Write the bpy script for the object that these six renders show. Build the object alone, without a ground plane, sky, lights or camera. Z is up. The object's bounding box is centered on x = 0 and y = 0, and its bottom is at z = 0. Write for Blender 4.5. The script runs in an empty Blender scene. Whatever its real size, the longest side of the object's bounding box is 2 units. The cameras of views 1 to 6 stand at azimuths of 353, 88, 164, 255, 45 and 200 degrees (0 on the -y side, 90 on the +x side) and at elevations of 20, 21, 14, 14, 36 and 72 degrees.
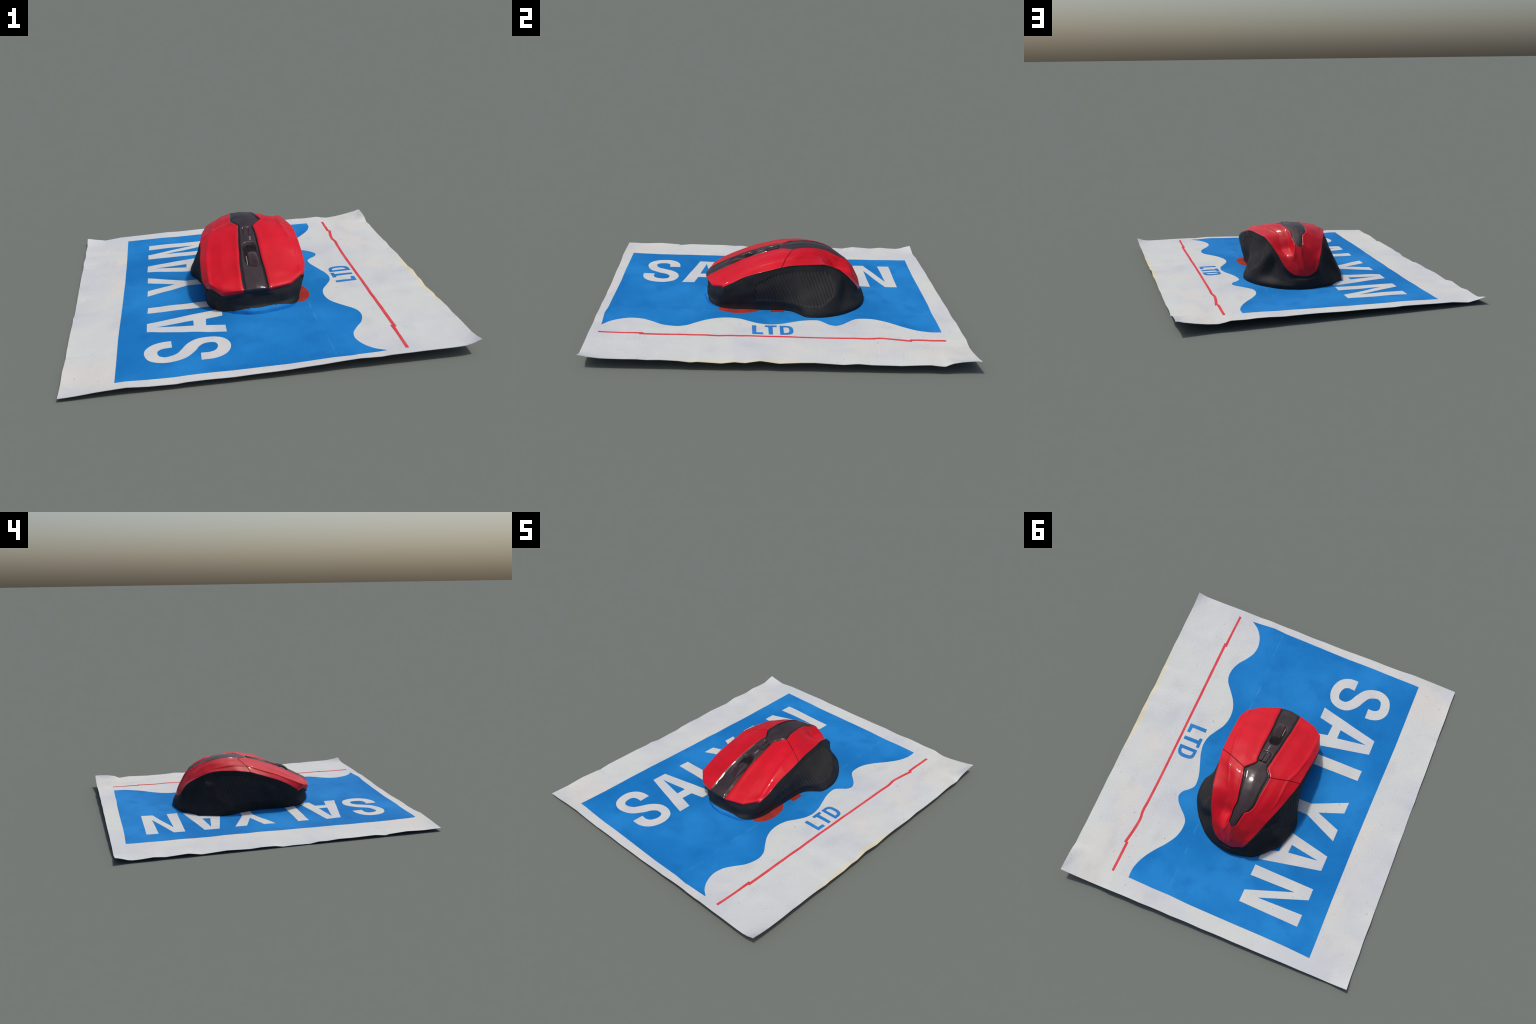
# A red-and-black wireless computer mouse standing on a printed sheet of woven plastic.
import bpy, bmesh, math
import numpy as np
from mathutils import Vector, noise

# ------------------------------------------------------------------ helpers
def lerp_table(x, xs, ys):
    return float(np.interp(x, xs, ys))

def hermite(keys, pts, q):
    """Smooth curve through pts (n,d) at parameters keys, sampled at q."""
    keys = np.asarray(keys, float); pts = np.asarray(pts, float); q = np.asarray(q, float)
    n = len(keys)
    h = np.diff(keys)[:, None]; d = np.diff(pts, axis=0) / h
    m = np.empty_like(pts)
    m[0], m[-1] = d[0], d[-1]
    for i in range(1, n - 1):
        w0, w1 = h[i], h[i - 1]
        t = (w0 * d[i - 1] + w1 * d[i]) / (w0 + w1)
        # keep every coordinate free of overshoot
        lim = 2.0 * np.minimum(abs(d[i - 1]), abs(d[i]))
        same = np.sign(d[i - 1]) == np.sign(d[i])
        m[i] = np.where(same, np.clip(t, -lim - 1e-9, lim + 1e-9), t * 0.25)
    i = np.clip(np.searchsorted(keys, q, 'right') - 1, 0, n - 2)
    hh = (keys[i + 1] - keys[i])[:, None]
    t = ((q - keys[i])[:, None]) / hh
    return ((2*t**3 - 3*t**2 + 1) * pts[i] + (t**3 - 2*t**2 + t) * hh * m[i]
            + (-2*t**3 + 3*t**2) * pts[i + 1] + (t**3 - t**2) * hh * m[i + 1])

def smoothstep(a, b, x):
    t = np.clip((np.asarray(x, float) - a) / (b - a), 0, 1)
    return t * t * (3 - 2 * t)

def new_mesh_object(name, verts, faces, mat, parent=None, smooth=True, normals=None):
    me = bpy.data.meshes.new(name)
    me.from_pydata([tuple(map(float, v)) for v in verts], [], [tuple(map(int, f)) for f in faces])
    me.update()
    if smooth:
        me.polygons.foreach_set('use_smooth', [True] * len(me.polygons))
    if normals is not None:
        me.normals_split_custom_set_from_vertices([tuple(map(float, n)) for n in normals])
    ob = bpy.data.objects.new(name, me)
    bpy.context.scene.collection.objects.link(ob)
    if mat: me.materials.append(mat)
    if parent: ob.parent = parent
    return ob

# ------------------------------------------------------------------ material kit
class Nodes:
    def __init__(self, name):
        self.mat = bpy.data.materials.new(name); self.mat.use_nodes = True
        self.nt = self.mat.node_tree; self.n = self.nt.nodes
        self.bsdf = self.n['Principled BSDF']
        self.co = self.n.new('ShaderNodeTexCoord').outputs['Object']
        s = self.n.new('ShaderNodeSeparateXYZ'); self.link(self.co, s.inputs[0])
        self.x, self.y, self.z = s.outputs
    def link(self, a, b): self.nt.links.new(a, b)
    def put(self, sock, v):
        if hasattr(v, 'is_output'): self.link(v, sock)
        else: sock.default_value = v
    def math(self, op, a, b=0.0, c=0.0, clamp=False):
        m = self.n.new('ShaderNodeMath'); m.operation = op; m.use_clamp = clamp
        for i, v in enumerate((a, b, c)): self.put(m.inputs[i], v)
        return m.outputs[0]
    def ramp(self, f, a, b):
        r = self.n.new('ShaderNodeMapRange'); r.interpolation_type = 'SMOOTHSTEP'
        self.put(r.inputs['Value'], f); r.inputs['From Min'].default_value = a; r.inputs['From Max'].default_value = b
        return r.outputs[0]
    def noise(self, scale, detail=3, stretch=None, seed=0.0, rough=0.5):
        mp = self.n.new('ShaderNodeMapping'); self.link(self.co, mp.inputs[0])
        mp.inputs['Location'].default_value = (seed, seed * 1.7, seed * 0.3)
        if stretch: mp.inputs['Scale'].default_value = stretch
        t = self.n.new('ShaderNodeTexNoise'); self.link(mp.outputs[0], t.inputs['Vector'])
        t.inputs['Scale'].default_value = scale; t.inputs['Detail'].default_value = detail
        t.inputs['Roughness'].default_value = rough
        return t.outputs['Fac']
    def mix(self, f, a, b):
        m = self.n.new('ShaderNodeMix'); m.data_type = 'RGBA'
        self.put(m.inputs['Factor'], f)
        for s, v in ((m.inputs[6], a), (m.inputs[7], b)):
            self.put(s, v if hasattr(v, 'is_output') else (*v, 1.0))
        return m.outputs[2]
    def weave(self, period):
        """Crossed threads: product of two diagonal wave bands."""
        out = []
        for ang in (0.18, 1.75):
            mp = self.n.new('ShaderNodeMapping'); self.link(self.co, mp.inputs[0])
            mp.inputs['Rotation'].default_value = (0, 0, ang)
            w = self.n.new('ShaderNodeTexWave'); self.link(mp.outputs[0], w.inputs['Vector'])
            w.inputs['Scale'].default_value = 0.31416 / period
            w.inputs['Distortion'].default_value = 0.6; w.inputs['Detail Scale'].default_value = 3
            out.append(w.outputs['Fac'])
        return self.math('MULTIPLY', out[0], out[1])
    def bump(self, h, strength, dist):
        b = self.n.new('ShaderNodeBump'); b.inputs['Strength'].default_value = strength
        b.inputs['Distance'].default_value = dist; self.link(h, b.inputs['Height'])
        self.link(b.outputs[0], self.bsdf.inputs['Normal'])
    def set(self, **kw):
        for k, v in kw.items(): self.put(self.bsdf.inputs[k.replace('_', ' ')], v)
        return self.mat

def srgb(r, g, b):
    f = lambda c: (c / 255 / 12.92) if c / 255 <= 0.04045 else ((c / 255 + 0.055) / 1.055) ** 2.4
    return (f(r), f(g), f(b))

def mat_paper(name, stained):
    k = Nodes(name)
    c = k.mix(k.ramp(k.noise(2.3, 2, seed=3), .38, .66), srgb(193, 196, 193), srgb(187, 190, 194))
    c = k.mix(k.math('MULTIPLY', k.ramp(k.noise(3.1, 3, seed=9), .5, .72), .6), c, srgb(202, 197, 189))
    c = k.mix(k.math('MULTIPLY', k.ramp(k.noise(9, 4, stretch=(1, .6, 1), seed=5), .50, .76), .42), c, srgb(176, 178, 183))
    c = k.mix(k.math('MULTIPLY', k.ramp(k.noise(55, 2, seed=2), .68, .78), .45), c, srgb(124, 126, 122))
    if stained:   # yellowed strip along the worn edge
        edge = k.math('ADD', k.x, k.math('MULTIPLY', k.noise(9, 3, seed=4), .05))
        m = k.math('MULTIPLY', k.ramp(edge, .895, .915), k.math('MULTIPLY', k.ramp(k.y, -.62, -.40), k.ramp(k.y, .22, .05)))
        c = k.mix(k.math('MULTIPLY', m, .7), c, srgb(206, 194, 158))
    k.bump(k.math('ADD', k.weave(.0065), k.math('MULTIPLY', k.noise(60, 3), .6)), .25, .002)
    return k.set(Base_Color=c, Roughness=.85, Specular_IOR_Level=.12)

def mat_blue_ink():
    k = Nodes('blue_ink')
    w = k.weave(.0065)
    c = k.mix(k.ramp(k.noise(2.6, 3, seed=6), .35, .68), srgb(16, 106, 174), srgb(32, 122, 190))
    c = k.mix(k.math('MULTIPLY', w, .30), c, srgb(52, 138, 198))
    c = k.mix(k.math('MULTIPLY', k.ramp(k.noise(7, 4, seed=8), .5, .72), .45), c, srgb(16, 98, 164))
    # an old fold that runs the length of the sheet
    off = k.math('ABSOLUTE', k.math('SUBTRACT', k.math('ADD', k.x, k.math('MULTIPLY', k.noise(5, 1), .02)), .285))
    fold = k.math('MULTIPLY', k.ramp(off, .005, .001), k.ramp(k.noise(14, 3, seed=1), .42, .62))
    c = k.mix(k.math('MULTIPLY', fold, .22), c, srgb(90, 160, 212))
    k.bump(w, .3, .002)
    return k.set(Base_Color=c, Roughness=.8, Specular_IOR_Level=.10)

def mat_plain_ink(name, col, col2):
    k = Nodes(name)
    c = k.mix(k.ramp(k.noise(12, 3), .35, .7), col, col2)
    k.bump(k.weave(.0065), .2, .002)
    return k.set(Base_Color=c, Roughness=.8, Specular_IOR_Level=.1)

def mat_red_shell(name='red_gloss_plastic'):
    k = Nodes(name)
    c = k.mix(k.ramp(k.noise(6, 3, seed=2), .35, .7), srgb(184, 10, 27), srgb(198, 16, 35))
    dust = k.math('MULTIPLY', k.ramp(k.noise(210, 2, seed=7), .70, .76), k.ramp(k.noise(13, 2, seed=3), .55, .65))
    c = k.mix(k.math('MULTIPLY', dust, .55), c, srgb(224, 120, 130))
    k.bump(k.noise(30, 2), .06, .01)
    return k.set(Base_Color=c, Roughness=.5, Specular_IOR_Level=.15, Coat_Weight=.28, Coat_Roughness=.05)

def mat_dark(name, a, b, rough, scale=14, coat=0.0):
    k = Nodes(name)
    c = k.mix(k.ramp(k.noise(scale, 3, seed=4), .35, .7), a, b)
    dust = k.ramp(k.noise(260, 1, seed=3), .76, .80)
    c = k.mix(k.math('MULTIPLY', dust, .35), c, srgb(130, 128, 128))
    k.bump(k.noise(90, 2), .08, .004)
    return k.set(Base_Color=c, Roughness=rough, Specular_IOR_Level=.2, Coat_Weight=coat, Coat_Roughness=.08)

M_PAPER = mat_paper('woven_paper', True)
M_WHITE = mat_paper('bare_paper_letter', False)
M_BLUE = mat_blue_ink()
M_BLUE2 = mat_plain_ink('small_blue_ink', srgb(38, 112, 180), srgb(48, 122, 190))
M_RED_INK = mat_plain_ink('red_ink', srgb(200, 62, 70), srgb(206, 78, 84))
M_RED_MARK = mat_plain_ink('orange_red_ink', srgb(156, 48, 41), srgb(136, 42, 37))  # red darkened towards the shade the mouse casts on these marks
M_RED = mat_red_shell()
M_STRIP = mat_dark('grey_satin_plastic', srgb(54, 42, 45), srgb(40, 32, 34), .55, scale=11, coat=.35)
M_GAP = mat_dark('black_joint', srgb(24, 20, 22), srgb(30, 25, 27), .45, coat=.5)
M_WELL = mat_dark('matt_black_recess', srgb(22, 18, 20), srgb(26, 22, 24), .9)  # near-black colour paints the shadow inside the wheel well
M_BODY = mat_dark('black_plastic', srgb(27, 29, 33), srgb(35, 36, 38), .68)
M_RUBBER = mat_dark('black_rubber', srgb(40, 39, 41), srgb(47, 45, 46), .6)
M_WHEEL = mat_dark('brown_black_rubber', srgb(62, 48, 54), srgb(54, 42, 48), .5)
M_PALE = mat_dark('pale_plastic', srgb(176, 160, 140), srgb(158, 146, 132), .35)

# ------------------------------------------------------------------ the sheet
HX, HY = .9, 1.0
# height of the sheet along its four edges (curled corners, ripples)
E_FRONT = ([-.9, -.82, -.75, -.62, -.53, -.42, -.37, -.29, -.17, -.03, .065, .22, .37, .46, .5, .65, .83, .866, .9],
           [.017, .022, .028, .035, .028, .026, .030, .031, .029, .033, .035, .044, .052, .049, .052, .055, .055, .061, .081])
E_BACK = ([-.9, -.856, -.79, -.69, -.6, -.384, -.326, -.166, -.04, .113, .2, .316, .4, .47, .517, .608, .64, .676, .736, .802, .864, .887, .9],
          [.038, .026, .016, .028, .030, .037, .035, .039, .040, .045, .047, .046, .052, .053, .051, .054, .047, .042, .047, .057, .068, .079, .079])
E_RIGHT = ([-1, -.951, -.893, -.715, -.66, -.6, -.51, -.445, -.415, -.296, -.231, -.178, -.104, -.011, .1, .17, .31, .385, .45, .6, .746, .818, .856, .9, .98, 1],
           [.080, .067, .062, .062, .059, .061, .057, .050, .054, .046, .055, .051, .063, .051, .056, .058, .050, .056, .051, .049, .055, .047, .065, .074, .083, .079])
E_LEFT = ([-1, -.88, -.77, -.653, -.63, -.56, -.416, -.33, -.25, -.198, -.142, -.04, .023, .073, .157, .224, .36, .432, .51, .587, .715, .786, .849, .9, .928, 1],
          [.018, .015, .020, .013, .008, .016, .014, .015, .010, .012, .003, .005, .003, .011, .013, .009, .015, .011, .007, .020, .012, .019, .013, .009, .011, .038])

def sheet_z(x, y):
    base = lerp_table(x, [-.9, -.65, -.52, -.3, -.15, .1, .3, .5, .9], [.011, .0215, .0255, .0285, .0315, .037, .042, .047, .053])
    w = [math.exp(-(HY + y) / .11), math.exp(-(HY - y) / .12), math.exp(-(HX - x) / .075), math.exp(-(HX + x) / .075)]
    d = [lerp_table(x, *E_FRONT) - base, lerp_table(x, *E_BACK) - base,
         lerp_table(y, *E_RIGHT) - base, lerp_table(y, *E_LEFT) - base]
    sw = sum(a * a for a in w)
    z = base + sum(a * a * b for a, b in zip(w, d)) / sw * max(w)
    inner = 1 - max(w)
    n = noise.noise(Vector((x * 6, y * 6, 2.3))) * .0030 + noise.noise(Vector((x * 14, y * 14, 7.1))) * .0014
    return max(z + inner * n, .0022)

def build_sheet():
    nx, ny = 180, 200
    verts, faces = [], []
    for j in range(ny + 1):
        for i in range(nx + 1):
            x = -HX + 2 * HX * i / nx; y = -HY + 2 * HY * j / ny
            # the cut edges are not perfectly straight
            ex = .004 * noise.noise(Vector((0, y * 5, 3))); ey = .003 * noise.noise(Vector((x * 5, 0, 9)))
            px = x - max(0, (abs(x) - .8) / .1) * abs(ex) * math.copysign(1, x)
            py = y - max(0, (abs(y) - .9) / .1) * abs(ey) * math.copysign(1, y)
            verts.append((px, py, sheet_z(x, y)))
    for j in range(ny):
        for i in range(nx):
            a = j * (nx + 1) + i
            faces.append((a, a + 1, a + nx + 2, a + nx + 1))
    # underside and rim give the sheet its thickness
    n = len(verts)
    verts += [(x, y, z - .0022) for x, y, z in verts]
    faces += [tuple(reversed([v + n for v in f])) for f in list(faces)]
    loop = list(range(nx + 1)) + [(j + 1) * (nx + 1) - 1 for j in range(1, ny + 1)]
    loop += [ny * (nx + 1) + i for i in range(nx - 1, -1, -1)] + [j * (nx + 1) for j in range(ny - 1, 0, -1)]
    for a, b in zip(loop, loop[1:] + loop[:1]):
        faces.append((b, a, a + n, b + n))
    ob = new_mesh_object('printed_sheet', verts, faces, M_PAPER)
    ob.data.set_sharp_from_angle(angle=math.radians(50))
    return ob

def drape(name, loops, lift, mat, parent, cell=.0125):
    """A layer of ink: outline loops in plan, cut along a grid and laid on the sheet."""
    bm = bmesh.new()
    for lp in loops:
        vs = [bm.verts.new((x, y, 0)) for x, y in lp]
        for a, b in zip(vs, vs[1:] + vs[:1]): bm.edges.new((a, b))
    bmesh.ops.triangle_fill(bm, use_beauty=True, use_dissolve=False, edges=bm.edges[:])
    xs = [v.co.x for v in bm.verts]; ys = [v.co.y for v in bm.verts]
    for ax, lo, hi in ((0, min(xs), max(xs)), (1, min(ys), max(ys))):
        for k in range(math.ceil(lo / cell), math.floor(hi / cell) + 1):
            co = [0, 0, 0]; no = [0, 0, 0]; co[ax] = k * cell + 1e-5; no[ax] = 1
            bmesh.ops.bisect_plane(bm, geom=bm.verts[:] + bm.edges[:] + bm.faces[:], plane_co=co, plane_no=no)
    bmesh.ops.recalc_face_normals(bm, faces=bm.faces[:])
    if sum(f.normal.z for f in bm.faces) < 0: bmesh.ops.reverse_faces(bm, faces=bm.faces[:])
    for v in bm.verts: v.co.z = sheet_z(v.co.x, v.co.y) + lift
    # edges of the ink layer reach down into the sheet
    rim = [e for e in bm.edges if e.is_boundary]
    ex = bmesh.ops.extrude_edge_only(bm, edges=rim)
    for v in [g for g in ex['geom'] if isinstance(g, bmesh.types.BMVert)]: v.co.z -= lift + .0005
    me = bpy.data.meshes.new(name); bm.to_mesh(me); bm.free()
    me.polygons.foreach_set('use_smooth', [True] * len(me.polygons))
    me.set_sharp_from_angle(angle=math.radians(40))
    me.materials.append(mat)
    ob = bpy.data.objects.new(name, me); bpy.context.scene.collection.objects.link(ob); ob.parent = parent
    return ob

def smooth_line(pts, n):
    pts = np.array(pts, float)
    t = np.r_[0, np.cumsum(np.linalg.norm(np.diff(pts, axis=0), axis=1))]
    q = np.linspace(0, t[-1], n)
    m = np.gradient(pts, t, axis=0, edge_order=1)
    i = np.clip(np.searchsorted(t, q, 'right') - 1, 0, len(t) - 2)
    h = (t[i + 1] - t[i])[:, None]; u = ((q - t[i])[:, None]) / h
    return ((2*u**3 - 3*u**2 + 1) * pts[i] + (u**3 - 2*u**2 + u) * h * m[i]
            + (-2*u**3 + 3*u**2) * pts[i + 1] + (u**3 - u**2) * h * m[i + 1])

def stroke(pts, width, n=60):
    c = smooth_line(pts, n); t = np.gradient(c, axis=0); t /= np.linalg.norm(t, axis=1)[:, None]
    nrm = np.stack([-t[:, 1], t[:, 0]], 1); w = np.broadcast_to(np.asarray(width, float), (n,))[:, None] / 2
    return [tuple(p) for p in c + nrm * w] + [tuple(p) for p in (c - nrm * w)[::-1]]

def build_print(sheet):
    wave = [(.495, -.951), (.449, -.917), (.407, -.852), (.394, -.79), (.403, -.738), (.431, -.687), (.467, -.634), (.485, -.583),
            (.488, -.534), (.477, -.496), (.441, -.447), (.4, -.391), (.379, -.348), (.368, -.286), (.381, -.208), (.414, -.15),
            (.44, -.101), (.45, -.047), (.441, .015), (.417, .084), (.396, .144), (.387, .19), (.389, .229), (.413, .259),
            (.443, .286), (.454, .32), (.442, .349), (.405, .39), (.373, .42), (.353, .449), (.348, .485), (.36, .551),
            (.398, .618), (.45, .685), (.487, .742), (.509, .792), (.519, .832), (.519, .889)]
    outline = [tuple(p) for p in smooth_line(wave, 220)]
    outline += [(.362, .893), (.253, .893), (.142, .899), (-.139, .903), (-.327, .904), (-.5, .908), (-.640, .915),
                (-.641, .831), (-.642, .569), (-.647, .194), (-.656, -.146), (-.667, -.5), (-.671, -.937),
                (-.4, -.944), (-.18, -.945), (.1, -.952), (.255, -.953), (.34, -.960)]
    drape('blue_panel', [outline], .0008, M_BLUE, sheet)
    U = .0016
    # big word, read from -y to +y with the letter tops towards -x
    S = [(-.297, -.787), (-.25, -.787), (-.212, -.768), (-.190, -.728), (-.188, -.679), (-.205, -.645), (-.240, -.629), (-.285, -.633),
         (-.322, -.664), (-.350, -.715), (-.380, -.757), (-.418, -.777), (-.462, -.782), (-.500, -.761), (-.516, -.722),
         (-.514, -.678), (-.492, -.650), (-.460, -.637), (-.422, -.635)]
    drape('letter', [stroke(S, np.interp(np.linspace(0, 1, 110), [0, .3, .5, .7, 1], [.068, .054, .066, .054, .066]), 110)], U, M_WHITE, sheet)
    A1 = [(-.161, -.570), (-.533, -.477), (-.532, -.381), (-.161, -.306), (-.163, -.384), (-.246, -.402), (-.251, -.474), (-.160, -.495)]
    drape('letter', [A1, [(-.309, -.465), (-.308, -.404), (-.491, -.432)]], U, M_WHITE, sheet)
    L1 = [(-.528, -.261), (-.525, -.192), (-.205, -.190), (-.205, -.075), (-.150, -.075), (-.150, -.261)]
    drape('letter', [L1], U, M_WHITE, sheet)
    Y = [(-.526, -.040), (-.523, .034), (-.374, .090), (-.523, .147), (-.521, .222), (-.315, .127), (-.150, .127), (-.150, .054), (-.314, .054)]
    drape('letter', [Y], U, M_WHITE, sheet)
    A2 = [(-.149, .239), (-.523, .323), (-.520, .417), (-.147, .493), (-.150, .430), (-.243, .403), (-.249, .332), (-.150, .306)]
    drape('letter', [A2, [(-.300, .337), (-.296, .390), (-.479, .368)]], U, M_WHITE, sheet)
    N = [(-.143, .531), (-.140, .599), (-.421, .596), (-.140, .693), (-.138, .767), (-.508, .777), (-.511, .703), (-.230, .708), (-.515, .608), (-.516, .538)]
    drape('letter', [N], U, M_WHITE, sheet)
    # small word
    drape('small_letter', [[(.578, -.140), (.469, -.141), (.469, -.118), (.556, -.119), (.559, -.082), (.579, -.082)]], U, M_BLUE2, sheet)
    drape('small_letter', [[(.467, -.071), (.467, -.007), (.485, -.007), (.486, -.029), (.579, -.030), (.579, -.052), (.488, -.053), (.485, -.071)]], U, M_BLUE2, sheet)
    D_out = [(.582, .009), (.469, .010)] + [tuple(p) for p in smooth_line([(.469, .044), (.474, .064), (.49, .077), (.515, .081), (.548, .080), (.571, .068), (.581, .045)], 26)]
    D_in = [(.563, .029), (.487, .029)] + [tuple(p) for p in smooth_line([(.487, .043), (.492, .054), (.505, .059), (.53, .060), (.551, .057), (.562, .044)], 20)]
    drape('small_letter', [D_out, D_in], U, M_BLUE2, sheet)
    # hand-ruled red line with its jogs
    laps = [([(.585, -.952), (.589, -.824), (.590, -.715)], (.0145, .013, .017)),
            ([(.598, -.735), (.599, -.595), (.600, -.407), (.602, -.151), (.604, .092), (.607, .300), (.610, .423), (.613, .496), (.607, .535), (.612, .600), (.629, .706)], (.0155, .0135, .016)),
            ([(.618, .698), (.619, .760), (.622, .888)], (.0145, .0145, .0135))]
    for i, (line, wd) in enumerate(laps):
        drape('red_line', [stroke(line, np.interp(np.linspace(0, 1, 90), [0, .6, 1], wd), 90)], .0012 + .0003 * i, M_RED_INK, sheet)
    # two orange-red marks that peep out from under the mouse
    oval = [(.235 + .067 * math.cos(a), -.213 + .119 * math.sin(a)) for a in np.linspace(0, 2 * math.pi, 48, endpoint=False)]
    drape('red_mark', [oval], U, M_RED_MARK, sheet)
    drape('red_mark', [[(.2, -.033), (.281, -.033), (.283, .042), (.2, .050)]], U, M_RED_MARK, sheet)

# ------------------------------------------------------------------ the mouse
# Rails run from the front lip over the back to the tail; each is (front..seam, seam..tip, tip..tail).
RAILS = dict(
 rim_r=([(.258, -.303, .170), (.263, -.304, .180), (.272, -.275, .203), (.278, -.25, .218), (.278, -.15, .266), (.278, -.1, .280), (.277, -.05, .294), (.274, .019, .312)],
        [(.268, .06, .320), (.261, .1, .3215), (.25, .175, .322), (.235, .25, .320), (.219, .3, .304), (.206, .35, .281), (.182, .4, .235)],
        [(.158, .45, .178), (.135, .475, .145), (.105, .490, .122)]),
 crease_r=([(.246, -.315, .178), (.250, -.313, .188), (.244, -.255, .213), (.239, -.21, .239), (.235, -.168, .269), (.231, -.12, .293), (.227, -.085, .311), (.221, -.045, .321), (.213, 0, .331), (.207, .045, .340)],
           [(.198, .1, .348), (.177, .15, .343), (.160, .2, .337), (.138, .25, .324), (.140, .295, .288), (.141, .340, .243), (.136, .385, .230), (.126, .415, .220)],
           [(.110, .455, .182), (.090, .482, .145), (.075, .497, .116)]),
 inner_r=([(.184, -.366, .153), (.185, -.371, .165), (.178, -.32, .199), (.162, -.25, .238), (.155, -.15, .291), (.145, -.05, .330), (.138, .02, .349), (.150, .07, .354)],
          [(.142, .12, .360), (.125, .2, .353), (.110, .25, .339), (.1, .295, .304), (.091, .345, .248), (.094, .39, .241), (.095, .43, .231)],
          [(.086, .462, .190), (.072, .489, .150), (.06, .500, .114)]),
 strip_r=([(.072, -.402, .150), (.072, -.409, .164), (.07, -.35, .200), (.068, -.3, .226), (.064, -.25, .250), (.062, -.2, .274), (.062, -.15, .295), (.063, -.1, .313), (.062, -.05, .330), (.06, -.01, .341), (.056, .028, .348), (.108, .089, .361)],
          [(.094, .137, .364), (.089, .165, .365), (.077, .234, .358), (.068, .288, .343), (.075, .335, .322), (.071, .367, .307), (.071, .403, .290)],
          [(.072, .428, .250), (.068, .462, .196), (.058, .488, .150), (.045, .501, .112)]),
 middle=([(.009, -.404, .150), (.009, -.413, .166), (.007, -.35, .203), (.007, -.25, .254), (.008, -.15, .300), (.013, -.1, .317), (.017, -.02, .343), (.021, .032, .353), (.028, .089, .365)],
         [(.022, .15, .369), (.02, .2, .369), (.017, .25, .360), (.022, .3, .345), (.034, .36, .315), (.046, .424, .273)],
         [(.045, .441, .254), (.043, .468, .204), (.037, .490, .158), (.03, .503, .111)]),
 strip_l=([(-.052, -.399, .146), (-.055, -.405, .161), (-.056, -.35, .199), (-.054, -.3, .224), (-.052, -.25, .250), (-.046, -.2, .274), (-.042, -.15, .296), (-.037, -.1, .313), (-.03, -.05, .330), (-.025, 0, .343), (-.018, .035, .349), (-.055, .09, .356)],
          [(-.048, .16, .364), (-.042, .214, .362), (-.037, .28, .347), (-.021, .315, .337), (.005, .333, .328), (.016, .372, .305), (.025, .407, .284)],
          [(.026, .430, .255), (.024, .463, .200), (.020, .486, .156), (.015, .501, .112)]),
 inner_l=([(-.154, -.372, .129), (-.157, -.378, .153), (-.14, -.3, .206), (-.135, -.2, .260), (-.125, -.1, .300), (-.112, -.02, .328), (-.1, .078, .346)],
          [(-.1, .15, .352), (-.092, .2, .351), (-.08, .27, .339), (-.06, .33, .315), (-.045, .38, .280), (-.03, .42, .245)],
          [(-.02, .455, .200), (-.01, .48, .160), (-.005, .495, .118)]),
 crease_l=([(-.207, -.328, .157), (-.213, -.326, .178), (-.214, -.3, .190), (-.215, -.25, .213), (-.212, -.2, .235), (-.208, -.15, .258), (-.202, -.1, .277), (-.192, -.05, .293), (-.18, 0, .311), (-.158, .058, .327)],
           [(-.152, .1, .331), (-.15, .15, .333), (-.142, .213, .325), (-.125, .27, .314), (-.105, .33, .295), (-.085, .38, .266), (-.06, .42, .232)],
           [(-.045, .455, .195), (-.03, .475, .160), (-.02, .490, .125)]),
 rim_l=([(-.224, -.289, .140), (-.229, -.287, .147), (-.243, -.25, .173), (-.244, -.2, .205), (-.242, -.15, .229), (-.237, -.1, .247), (-.231, -.05, .265), (-.227, 0, .282), (-.222, .04, .295)],
        [(-.21, .1, .303), (-.195, .15, .307), (-.18, .2, .307), (-.163, .25, .304), (-.143, .3, .293), (-.122, .35, .273), (-.1, .4, .243)],
        [(-.073, .45, .204), (-.055, .475, .165), (-.038, .487, .135)]))
T_LIP, T_SEAM, T_TIP = .02, .5, .84

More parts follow.
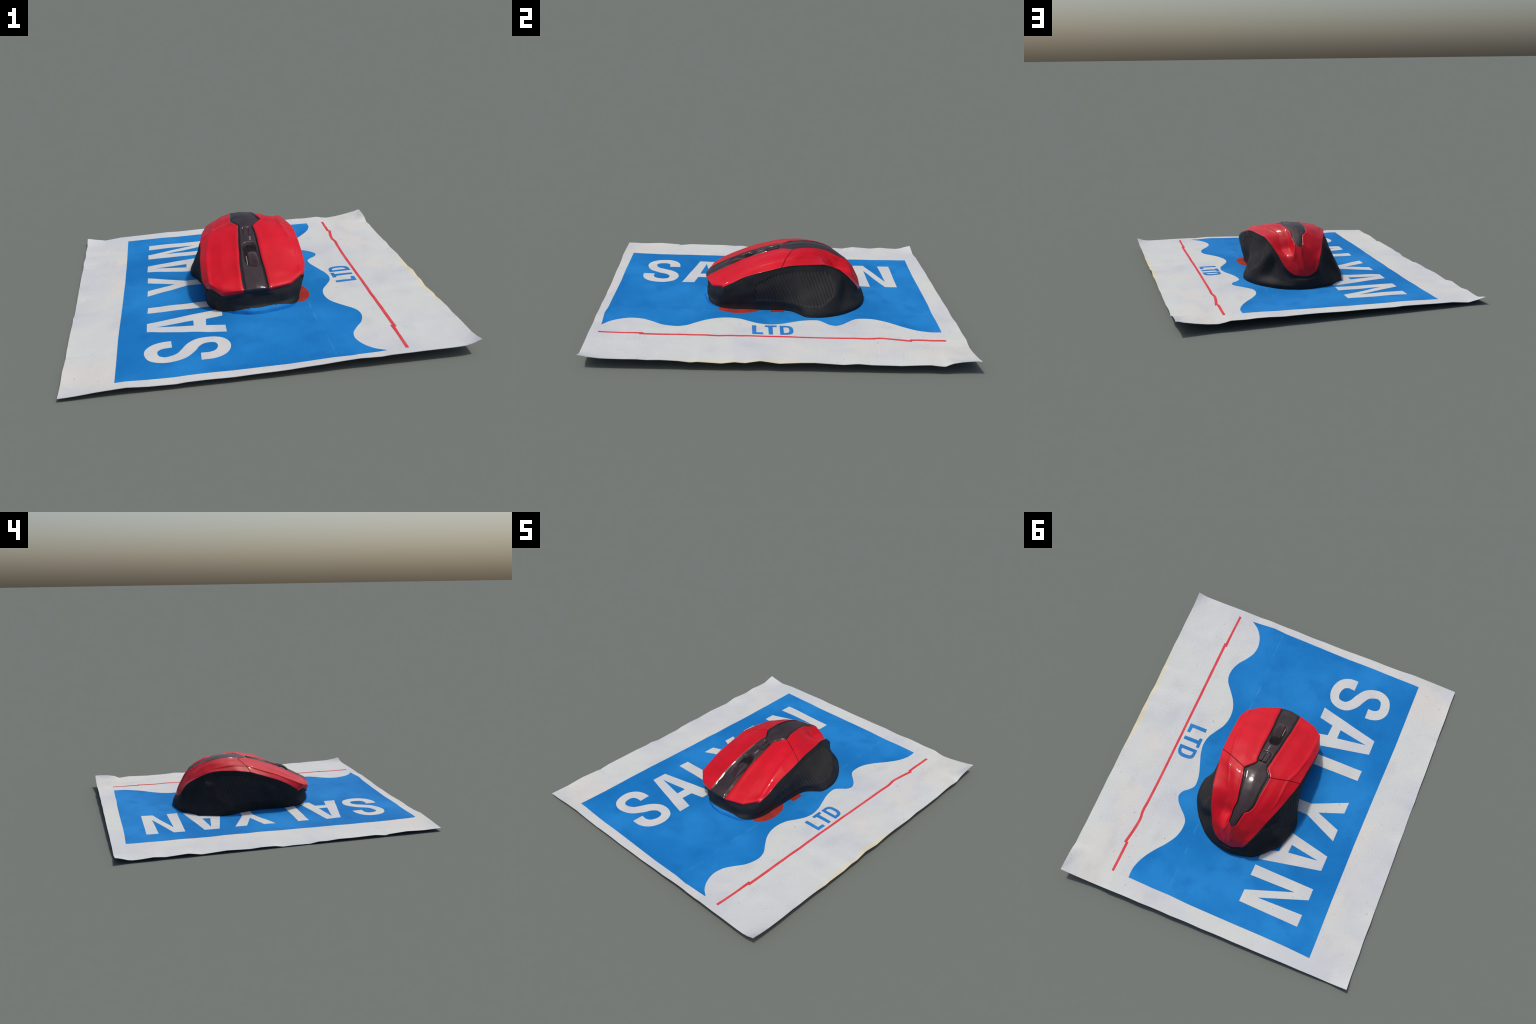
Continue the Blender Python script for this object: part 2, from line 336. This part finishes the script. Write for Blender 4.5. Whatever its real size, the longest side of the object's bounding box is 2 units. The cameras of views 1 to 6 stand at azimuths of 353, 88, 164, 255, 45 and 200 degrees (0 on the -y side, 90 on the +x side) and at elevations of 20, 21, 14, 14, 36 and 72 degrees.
# Flank sections: where they hang on the rim, then three points down to the sheet (the last in plan).
FLANK = [
 ((.262, -.305, .178), (.250, -.305, .130), (.240, -.306, .085), (.232, -.308)),
 ((.278, -.22, .235), (.271, -.22, .165), (.260, -.22, .100), (.250, -.22)),
 ((.278, -.1, .280), (.277, -.1, .190), (.260, -.1, .110), (.250, -.1)),
 ((.275, 0, .308), (.280, .005, .210), (.264, .01, .120), (.254, .02)),
 ((.268, .06, .320), (.282, .06, .220), (.276, .065, .120), (.272, .085)),
 ((.261, .1, .3215), (.284, .1, .225), (.300, .11, .110), (.316, .13)),
 ((.254, .15, .322), (.280, .15, .235), (.325, .152, .105), (.342, .155)),
 ((.245, .2, .322), (.276, .2, .235), (.335, .205, .105), (.354, .205)),
 ((.225, .28, .313), (.258, .285, .230), (.324, .288, .110), (.345, .285)),
 ((.206, .35, .281), (.233, .352, .225), (.286, .350, .120), (.315, .350)),
 ((.182, .4, .235), (.196, .385, .180), (.228, .388, .110), (.275, .410)),
 ((.158, .45, .178), (.166, .442, .140), (.188, .452, .095), (.212, .468)),
 ((.105, .49, .122), (.110, .495, .100), (.120, .505, .075), (.132, .511)),
 ((.03, .503, .111), (.032, .511, .095), (.034, .521, .075), (.035, .527)),
 ((-.038, .487, .135), (-.050, .490, .108), (-.072, .499, .075), (-.086, .504)),
 ((-.073, .45, .204), (-.088, .430, .145), (-.122, .440, .090), (-.155, .460)),
 ((-.1, .4, .243), (-.126, .365, .175), (-.168, .368, .110), (-.222, .392)),
 ((-.128, .335, .281), (-.172, .333, .222), (-.214, .335, .125), (-.250, .345)),
 ((-.143, .3, .293), (-.188, .305, .215), (-.235, .305, .105), (-.264, .305)),
 ((-.18, .2, .307), (-.220, .2, .200), (-.262, .205, .095), (-.280, .215)),
 ((-.205, .12, .304), (-.233, .12, .225), (-.246, .12, .120), (-.254, .13)),
 ((-.227, 0, .282), (-.238, 0, .215), (-.227, 0, .115), (-.226, .01)),
 ((-.237, -.1, .247), (-.243, -.1, .195), (-.228, -.1, .110), (-.226, -.1)),
 ((-.244, -.2, .205), (-.245, -.2, .165), (-.230, -.2, .100), (-.226, -.2)),
 ((-.224, -.289, .140), (-.224, -.283, .115), (-.218, -.280, .080), (-.214, -.276)),
 ((-.207, -.328, .157), (-.202, -.325, .130), (-.198, -.318, .080), (-.194, -.312)),
 ((-.160, -.368, .131), (-.163, -.352, .110), (-.162, -.342, .080), (-.162, -.338)),
 ((-.12, -.385, .136), (-.118, -.376, .110), (-.112, -.374, .080), (-.11, -.376)),
 ((.009, -.404, .150), (.010, -.400, .120), (.010, -.401, .080), (.01, -.420)),
 ((.072, -.402, .150), (.075, -.396, .120), (.080, -.395, .080), (.085, -.410)),
 ((.184, -.366, .153), (.184, -.364, .120), (.184, -.362, .080), (.184, -.376)),
]

def rail_curve(segs, ts, crisp=.0):
    pts, keys = [], []
    bounds = [(T_LIP, T_SEAM), (T_SEAM, T_TIP), (T_TIP, 1.0)]
    prev = None
    for si, seg in enumerate(segs):
        run = list(seg) if prev is None else [prev] + list(seg)
        if si == 0:
            pts.append(run[0]); keys.append(0.0); run = run[1:]
        a = np.array(run); L = np.r_[0, np.cumsum(np.linalg.norm(np.diff(a, axis=0), axis=1))]; L /= L[-1]
        lo, hi = bounds[si]
        for i, p in enumerate(run):
            if i == 0 and si > 0: continue
            pts.append(p); keys.append(lo + (hi - lo) * L[i])
        prev = seg[-1]
    soft = hermite(keys, pts, ts)
    flat = np.stack([np.interp(ts, keys, np.array(pts)[:, d]) for d in range(3)], 1)
    return (1 - crisp) * soft + crisp * flat

def grid_normals(V, F):
    V = np.asarray(V); N = np.zeros_like(V)
    for k in (3, 4):
        f = np.array([q for q in F if len(q) == k], int)
        if not len(f): continue
        n = np.cross(V[f[:, 2]] - V[f[:, 0]], V[f[:, 3 if k == 4 else 1]] - V[f[:, 1 if k == 4 else 0]])
        if k == 3: n = np.cross(V[f[:, 1]] - V[f[:, 0]], V[f[:, 2]] - V[f[:, 0]])
        for c in range(k): np.add.at(N, f[:, c], n)
    return N / np.maximum(np.linalg.norm(N, axis=1), 1e-12)[:, None]

def build_mouse():
    root = bpy.data.objects.new('computer_mouse', None)
    bpy.context.scene.collection.objects.link(root)
    # rows: dense, with extra ones at the lip, the seam and the strip's tip
    ts = np.unique(np.round(np.r_[np.linspace(0, T_LIP, 5), np.linspace(T_LIP, 1, 330),
                                  T_SEAM + np.array([-.006, -.0035, -.0015, 0, .0015, .0035, .006]), T_TIP], 5))
    names = ['rim_r', 'crease_r', 'inner_r', 'strip_r', 'middle', 'strip_l', 'inner_l', 'crease_l', 'rim_l']
    R = np.array([rail_curve(RAILS[n], ts, .7 if 'strip' in n else .15) for n in names])          # rail, row, xyz
    sub = [10, 9, 9, 14, 14, 9, 9, 10]
    col_u, edge = [], [0]
    for i, s in enumerate(sub):
        col_u += [i + k / s for k in range(s)]; edge.append(edge[-1] + s)
    col_u.append(float(len(sub))); col_u = np.array(col_u)
    nr, nc = len(ts), len(col_u)
    P = np.empty((nr, nc, 3))
    c3, c5 = edge[3], edge[5]
    for r in range(nr):
        pts = R[:, r]
        for a, b in ((0, 3), (3, 5), (5, 8)):
            key = np.r_[0, np.cumsum(np.sqrt(np.linalg.norm(np.diff(pts[a:b + 1], axis=0), axis=1)) + 1e-6)]
            sel = np.where((col_u >= a) & (col_u <= b))[0]
            q = np.interp(col_u[sel], np.arange(a, b + 1), key)
            soft = hermite(key, pts[a:b + 1], q)
            flat = np.stack([np.interp(q, key, pts[a:b + 1, d]) for d in range(3)], 1)
            P[r, sel] = soft * .25 + .75 * flat      # facets meet in soft creases
    gi = lambda r, c: r * nc + c
    V = P.reshape(-1, 3).copy()
    F, tag = [], []
    seam_r = int(np.argmin(abs(ts - T_SEAM))); tip_r = int(np.argmin(abs(ts - T_TIP)))
    for r in range(nr - 1):
        tm = (ts[r] + ts[r + 1]) / 2
        for c in range(nc - 1):
            F.append((gi(r, c), gi(r + 1, c), gi(r + 1, c + 1), gi(r, c + 1)))
            if c3 <= c < c5 and r < tip_r:
                k = min(c - c3, c5 - 1 - c)
                tag.append('joint' if k < 2 else 'centre_strip')
            elif abs(tm - T_SEAM) < .0017 : tag.append('joint')
            elif tm < T_SEAM: tag.append('right_button' if c < c3 else 'left_button')
            else: tag.append('rear_shell')
    N = grid_normals(V, F)
    if N[gi(nr // 2, nc // 2)][2] < 0:
        F = [tuple(reversed(f)) for f in F]; N = -N
        flip = True
    else: flip = False
    # joints: grooves beside the strip and along the seam between buttons and rear shell
    depth = np.zeros((nr, nc))
    for r in range(nr):
        for c in range(nc):
            if c3 < c < c5 and r <= tip_r + 1:
                k = min(c - c3, c5 - c); fade = 1.0 if ts[r] > .04 else ts[r] / .04
                if k <= 3: depth[r, c] += {1: .0075, 2: .0055, 3: .001}[k] * fade
            if (c <= c3 or c >= c5):
                if c >= c5 and r < tip_r: depth[r, c] -= .0022 * math.exp(-((c - c5 - 1.2) / 1.1) ** 2) * min(1, ts[r] / .04)
                if c <= c3 and .36 <= ts[r] and r < tip_r: depth[r, c] -= .0022 * math.exp(-((c3 - 1.2 - c) / 1.1) ** 2)
                if c <= c3 and ts[r] < .36: depth[r, c] -= .0035 * math.exp(-((c3 - 1.2 - c) / 1.1) ** 2) * min(1, ts[r] / .04)
                depth[r, c] += .0035 * math.exp(-((ts[r] - T_SEAM) / .0016) ** 2)
    for r in range(nr):
        f = min(1, ts[r] / .05) * float(1 - smoothstep(.60, .72, ts[r]))
        for c0 in (edge[1], edge[7]):
            for c in range(c0 - 3, c0 + 4): depth[r, c] -= f * .0042 * math.exp(-((c - c0) / 1.15) ** 2)
    # wheel well and the little rocker's well in the strip
    X, Y = P[..., 0], P[..., 1]
    wx, wy = (X - .013) / .041, (Y + .203) / .083
    well = 1 - smoothstep(.80, 1.05, (abs(wx) ** 3 + abs(wy) ** 3) ** (1 / 3))
    inside = np.zeros((nr, nc)); inside[:tip_r, c3 + 2:c5 - 1] = 1
    depth += well * inside * (.010 + .012 * smoothstep(-.17, -.14, Y))
    for f_i, f in enumerate(F):
        if (well * inside).reshape(-1)[list(f)].min() > .55: tag[f_i] = 'wheel_well'
    kx, ky = (X - .022) / .032, (Y + .024) / .040
    well2 = 1 - smoothstep(.85, 1.05, (abs(kx) ** 5 + abs(ky) ** 5) ** (1 / 5))
    depth += well2 * inside * .008
    # the scan-like unevenness of the moulded shell
    rough = np.array([noise.noise(Vector((v[0] * 16, v[1] * 16, v[2] * 16))) for v in V]).reshape(nr, nc) * .0016
    V = V + N * (rough - depth).reshape(-1, 1)

    # flanks: a belt from the rim down to the sheet
    rim = [gi(r, 0) for r in range(nr)] + [gi(nr - 1, c) for c in range(1, nc)] \
        + [gi(r, nc - 1) for r in range(nr - 2, -1, -1)] + [gi(0, c) for c in range(nc - 2, 0, -1)]
    RP = V[rim]; n = len(rim)
    arc = np.r_[0, np.cumsum(np.linalg.norm(np.diff(np.r_[RP, RP[:1]], axis=0), axis=1))]; tot = arc[-1]; arc = arc[:-1]
    ks, mids = [], []
    for top, m, l, b in FLANK:
        i = int(np.argmin(np.linalg.norm(RP - np.array(top), axis=1)))
        ks.append(arc[i]); mids.append([*m, *l, *b])
    order = np.argsort(ks); ks = np.array(ks)[order]; mids = np.array(mids)[order]
    ks3 = np.r_[ks - tot, ks, ks + tot]; m3 = np.r_[mids, mids, mids]
    G = hermite(ks3, m3, arc)
    K = 46
    rows = [rim]; belt = np.empty((K + 1, n, 3)); belt[0] = RP
    cen = np.array([.015, .05])
    for i in range(n):
        base = np.array([G[i, 6], G[i, 7], sheet_z(G[i, 6], G[i, 7]) - .002])
        top = RP[i].copy()
        inward = np.array([cen[0] - top[0], (cen[1] - top[1]) * .4, 0]); inward /= np.linalg.norm(inward)
        lip = top + inward * .004 + np.array([0, 0, -.003])
        lip2 = top + inward * .002 + np.array([0, 0, -.010])
        pts = np.array([top, lip, lip2, G[i, 0:3], G[i, 3:6], base + [0, 0, .018], base])
        key = np.r_[0, np.cumsum(np.linalg.norm(np.diff(pts, axis=0), axis=1) + 1e-5)]
        q = np.r_[0, key[1] * .5, key[1], (key[1] + key[2]) / 2, np.linspace(key[2], key[-1], K - 3)]
        belt[:, i] = hermite(key, pts, q)
    # normals of the belt as a closed grid
    du = np.roll(belt, -1, 1) - np.roll(belt, 1, 1); dv = np.gradient(belt, axis=0)
    bn = np.cross(du, dv); bn /= np.maximum(np.linalg.norm(bn, axis=2), 1e-9)[..., None]
    out = np.stack([belt[..., 0] - cen[0], belt[..., 1] - cen[1], np.zeros_like(belt[..., 0])], 2)
    if (bn * out).sum() < 0: bn = -bn
    # ribbed grips on both flanks
    by, bz = belt[..., 1], belt[..., 2]
    right = belt[..., 0] > .02
    rimz = RP[None, :, 2]
    def grip(y0, y1, zlo, side):
        rear = y1 - .10 * np.clip((np.abs(bz - .19) / .11), 0, 1.2) ** 2.4
        top = rimz - .032 - .03 * smoothstep(y0 + .12, y0, by)
        low = zlo + .10 * smoothstep(y0 + .16, y0, by) * 0 + .05 * smoothstep(y1 - .1, y1, by)
        m = smoothstep(0, .012, rear - by) * smoothstep(0, .012, by - y0) * smoothstep(0, .010, top - bz) * smoothstep(0, .010, bz - low)
        return m * side
    gm = grip(-.13, .335, .098, right) + grip(-.19, .285, .088, ~right)
    s = by + .42 * (bz - .2)
    rib = (.5 + .5 * np.cos(2 * math.pi * s / .0195)) ** 2.2
    rough = np.array([noise.noise(Vector(tuple(p * 13))) for p in belt.reshape(-1, 3)]).reshape(K + 1, n) * .0034
    rough[0] = 0; rough *= np.minimum(np.arange(K + 1) / 8, 1)[:, None]
    # the crumpled underside of the nose
    front = smoothstep(-.30, -.37, by)
    crease = np.array([noise.noise(Vector((p[0] * 22, p[1] * 9, p[2] * 12 + 4))) for p in belt.reshape(-1, 3)]).reshape(K + 1, n)
    crease[0] = 0
    rough += crease * .006 * front * np.minimum(np.arange(K + 1) / 10, 1)[:, None]
    belt = belt + bn * (rough - gm * (.0012 + .0065 * rib))[..., None]
    base_i = len(V)
    V = np.r_[V, belt[1:].reshape(-1, 3)]
    bi = lambda k, i: rim[i % n] if k == 0 else base_i + (k - 1) * n + i % n
    for k in range(K):
        for i in range(n):
            f = (bi(k, i), bi(k, i + 1), bi(k + 1, i + 1), bi(k + 1, i))
            F.append(f)
            g = gm[k:k + 2, [i, (i + 1) % n]].mean()
            reach = smoothstep(.235, .06, abs(belt[K, i, 0] - .03)) if belt[K, i, 1] < -.30 else 0.0
            ruck = k >= K - 14 * float(reach)
            tag.append('sheet_ruck' if ruck else 'joint' if k < 3 else (('right_grip' if right[k, i] else 'left_grip') if g > .5 else 'lower_body'))
    # orient the belt outwards
    f0 = F[-n * K // 2]; nn = np.cross(V[f0[1]] - V[f0[0]], V[f0[2]] - V[f0[0]])
    if nn @ np.array([V[f0[0]][0] - cen[0], V[f0[0]][1] - cen[1], 0]) < 0:
        F[-n * K:] = [tuple(reversed(f)) for f in F[-n * K:]]
    # underside
    ci = len(V); V = np.r_[V, [[.02, .06, .041]]]
    for i in range(n):
        F.append((bi(K, i + 1), bi(K, i), ci)); tag.append('underside')
    N = grid_normals(V, F)
    kinds = {'right_button': ('click_button', M_RED), 'left_button': ('click_button', M_RED), 'rear_shell': ('rear_shell', M_RED),
             'centre_strip': ('centre_strip', M_STRIP), 'joint': ('panel_joint', M_GAP), 'lower_body': ('lower_body', M_BODY),
             'right_grip': ('side_grip', M_RUBBER), 'left_grip': ('side_grip', M_RUBBER), 'underside': ('underside', M_BODY),
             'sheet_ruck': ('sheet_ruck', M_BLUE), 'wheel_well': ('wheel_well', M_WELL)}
    tag = np.array(tag)
    for t, (name, mat) in kinds.items():
        fs = [F[i] for i in np.where(tag == t)[0]]
        used = sorted({v for f in fs for v in f}); remap = {v: i for i, v in enumerate(used)}
        new_mesh_object(name, V[used], [[remap[v] for v in f] for f in fs], mat, sheet if t == 'sheet_ruck' else root, True, N[used])

    # scroll wheel: ribbed tyre with rounded shoulders, hub on its open side
    def lathe(name, profile, centre, mat, ribs=0, amp=0.0, seg=240, parent=root):
        vs, fs = [], []
        m = len(profile)
        for a in range(seg):
            th = 2 * math.pi * a / seg
            for px, pr, pw in profile:
                rr = pr - amp * pw * (.5 + .5 * math.cos(ribs * th))
                vs.append((centre[0] + px, centre[1] + rr * math.cos(th), centre[2] + rr * math.sin(th)))
        for a in range(seg):
            b = (a + 1) % seg
            for k in range(m - 1):
                fs.append((a * m + k, b * m + k, b * m + k + 1, a * m + k + 1))
        return new_mesh_object(name, vs, fs, mat, parent)
    w = .029
    prof = [(-w, .01, 0), (-w, .086, 0), (-w + .003, .093, 0), (-w + .008, .097, .0), (-w + .012, .0985, 1), (0, .1, 1),
            (w - .012, .0985, 1), (w - .008, .097, 0), (w - .003, .093, 0), (w, .086, 0), (w, .01, 0)]
    wheel = lathe('scroll_wheel', prof, (.019, -.206, .181), M_WHEEL, ribs=90, amp=.0040, seg=720)
    hub = lathe('wheel_hub', [(-.004, .03, 0), (-.005, .080, 0), (-.002, .084, 0), (.004, .085, 0)], (.019 - w, -.206, .181), M_PALE, seg=96, parent=wheel)
    # rocker key in its well, and the slim pale sliver in front of it
    def slab(name, cx, cy, hx, hy, z0, z1, slope, mat, bev=.002):
        bm = bmesh.new(); bmesh.ops.create_cube(bm, size=2)
        for v in bm.verts:
            sx = hx * (.86 if v.co.z > 0 else 1); sy = hy * (.94 if v.co.z > 0 else 1)
            y = v.co.y * sy
            v.co = (cx + v.co.x * sx + .12 * y, cy + y, (z1 if v.co.z > 0 else z0) + slope * y)
        bmesh.ops.bevel(bm, geom=bm.edges[:], offset=bev, segments=2, profile=.6, affect='EDGES')
        me = bpy.data.meshes.new(name); bm.to_mesh(me); bm.free(); me.materials.append(mat)
        ob = bpy.data.objects.new(name, me); bpy.context.scene.collection.objects.link(ob); ob.parent = root
        return ob
    slab('rocker_key', .010, -.024, .010, .034, .325, .3395, .33, M_STRIP)
    slab('rocker_key', .036, -.024, .009, .034, .325, .3395, .33, M_STRIP)
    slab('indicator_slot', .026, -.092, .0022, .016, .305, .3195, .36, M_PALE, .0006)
    return root

sheet = build_sheet()
build_print(sheet)
sheet['label'] = 'white woven sheet printed with a blue panel, large letters and a red line'
sheet['category'] = 'printed sheet'
mouse = build_mouse()
mouse['label'] = 'glossy red and black ergonomic wireless mouse with ribbed sides'
mouse['category'] = 'computer mouse'
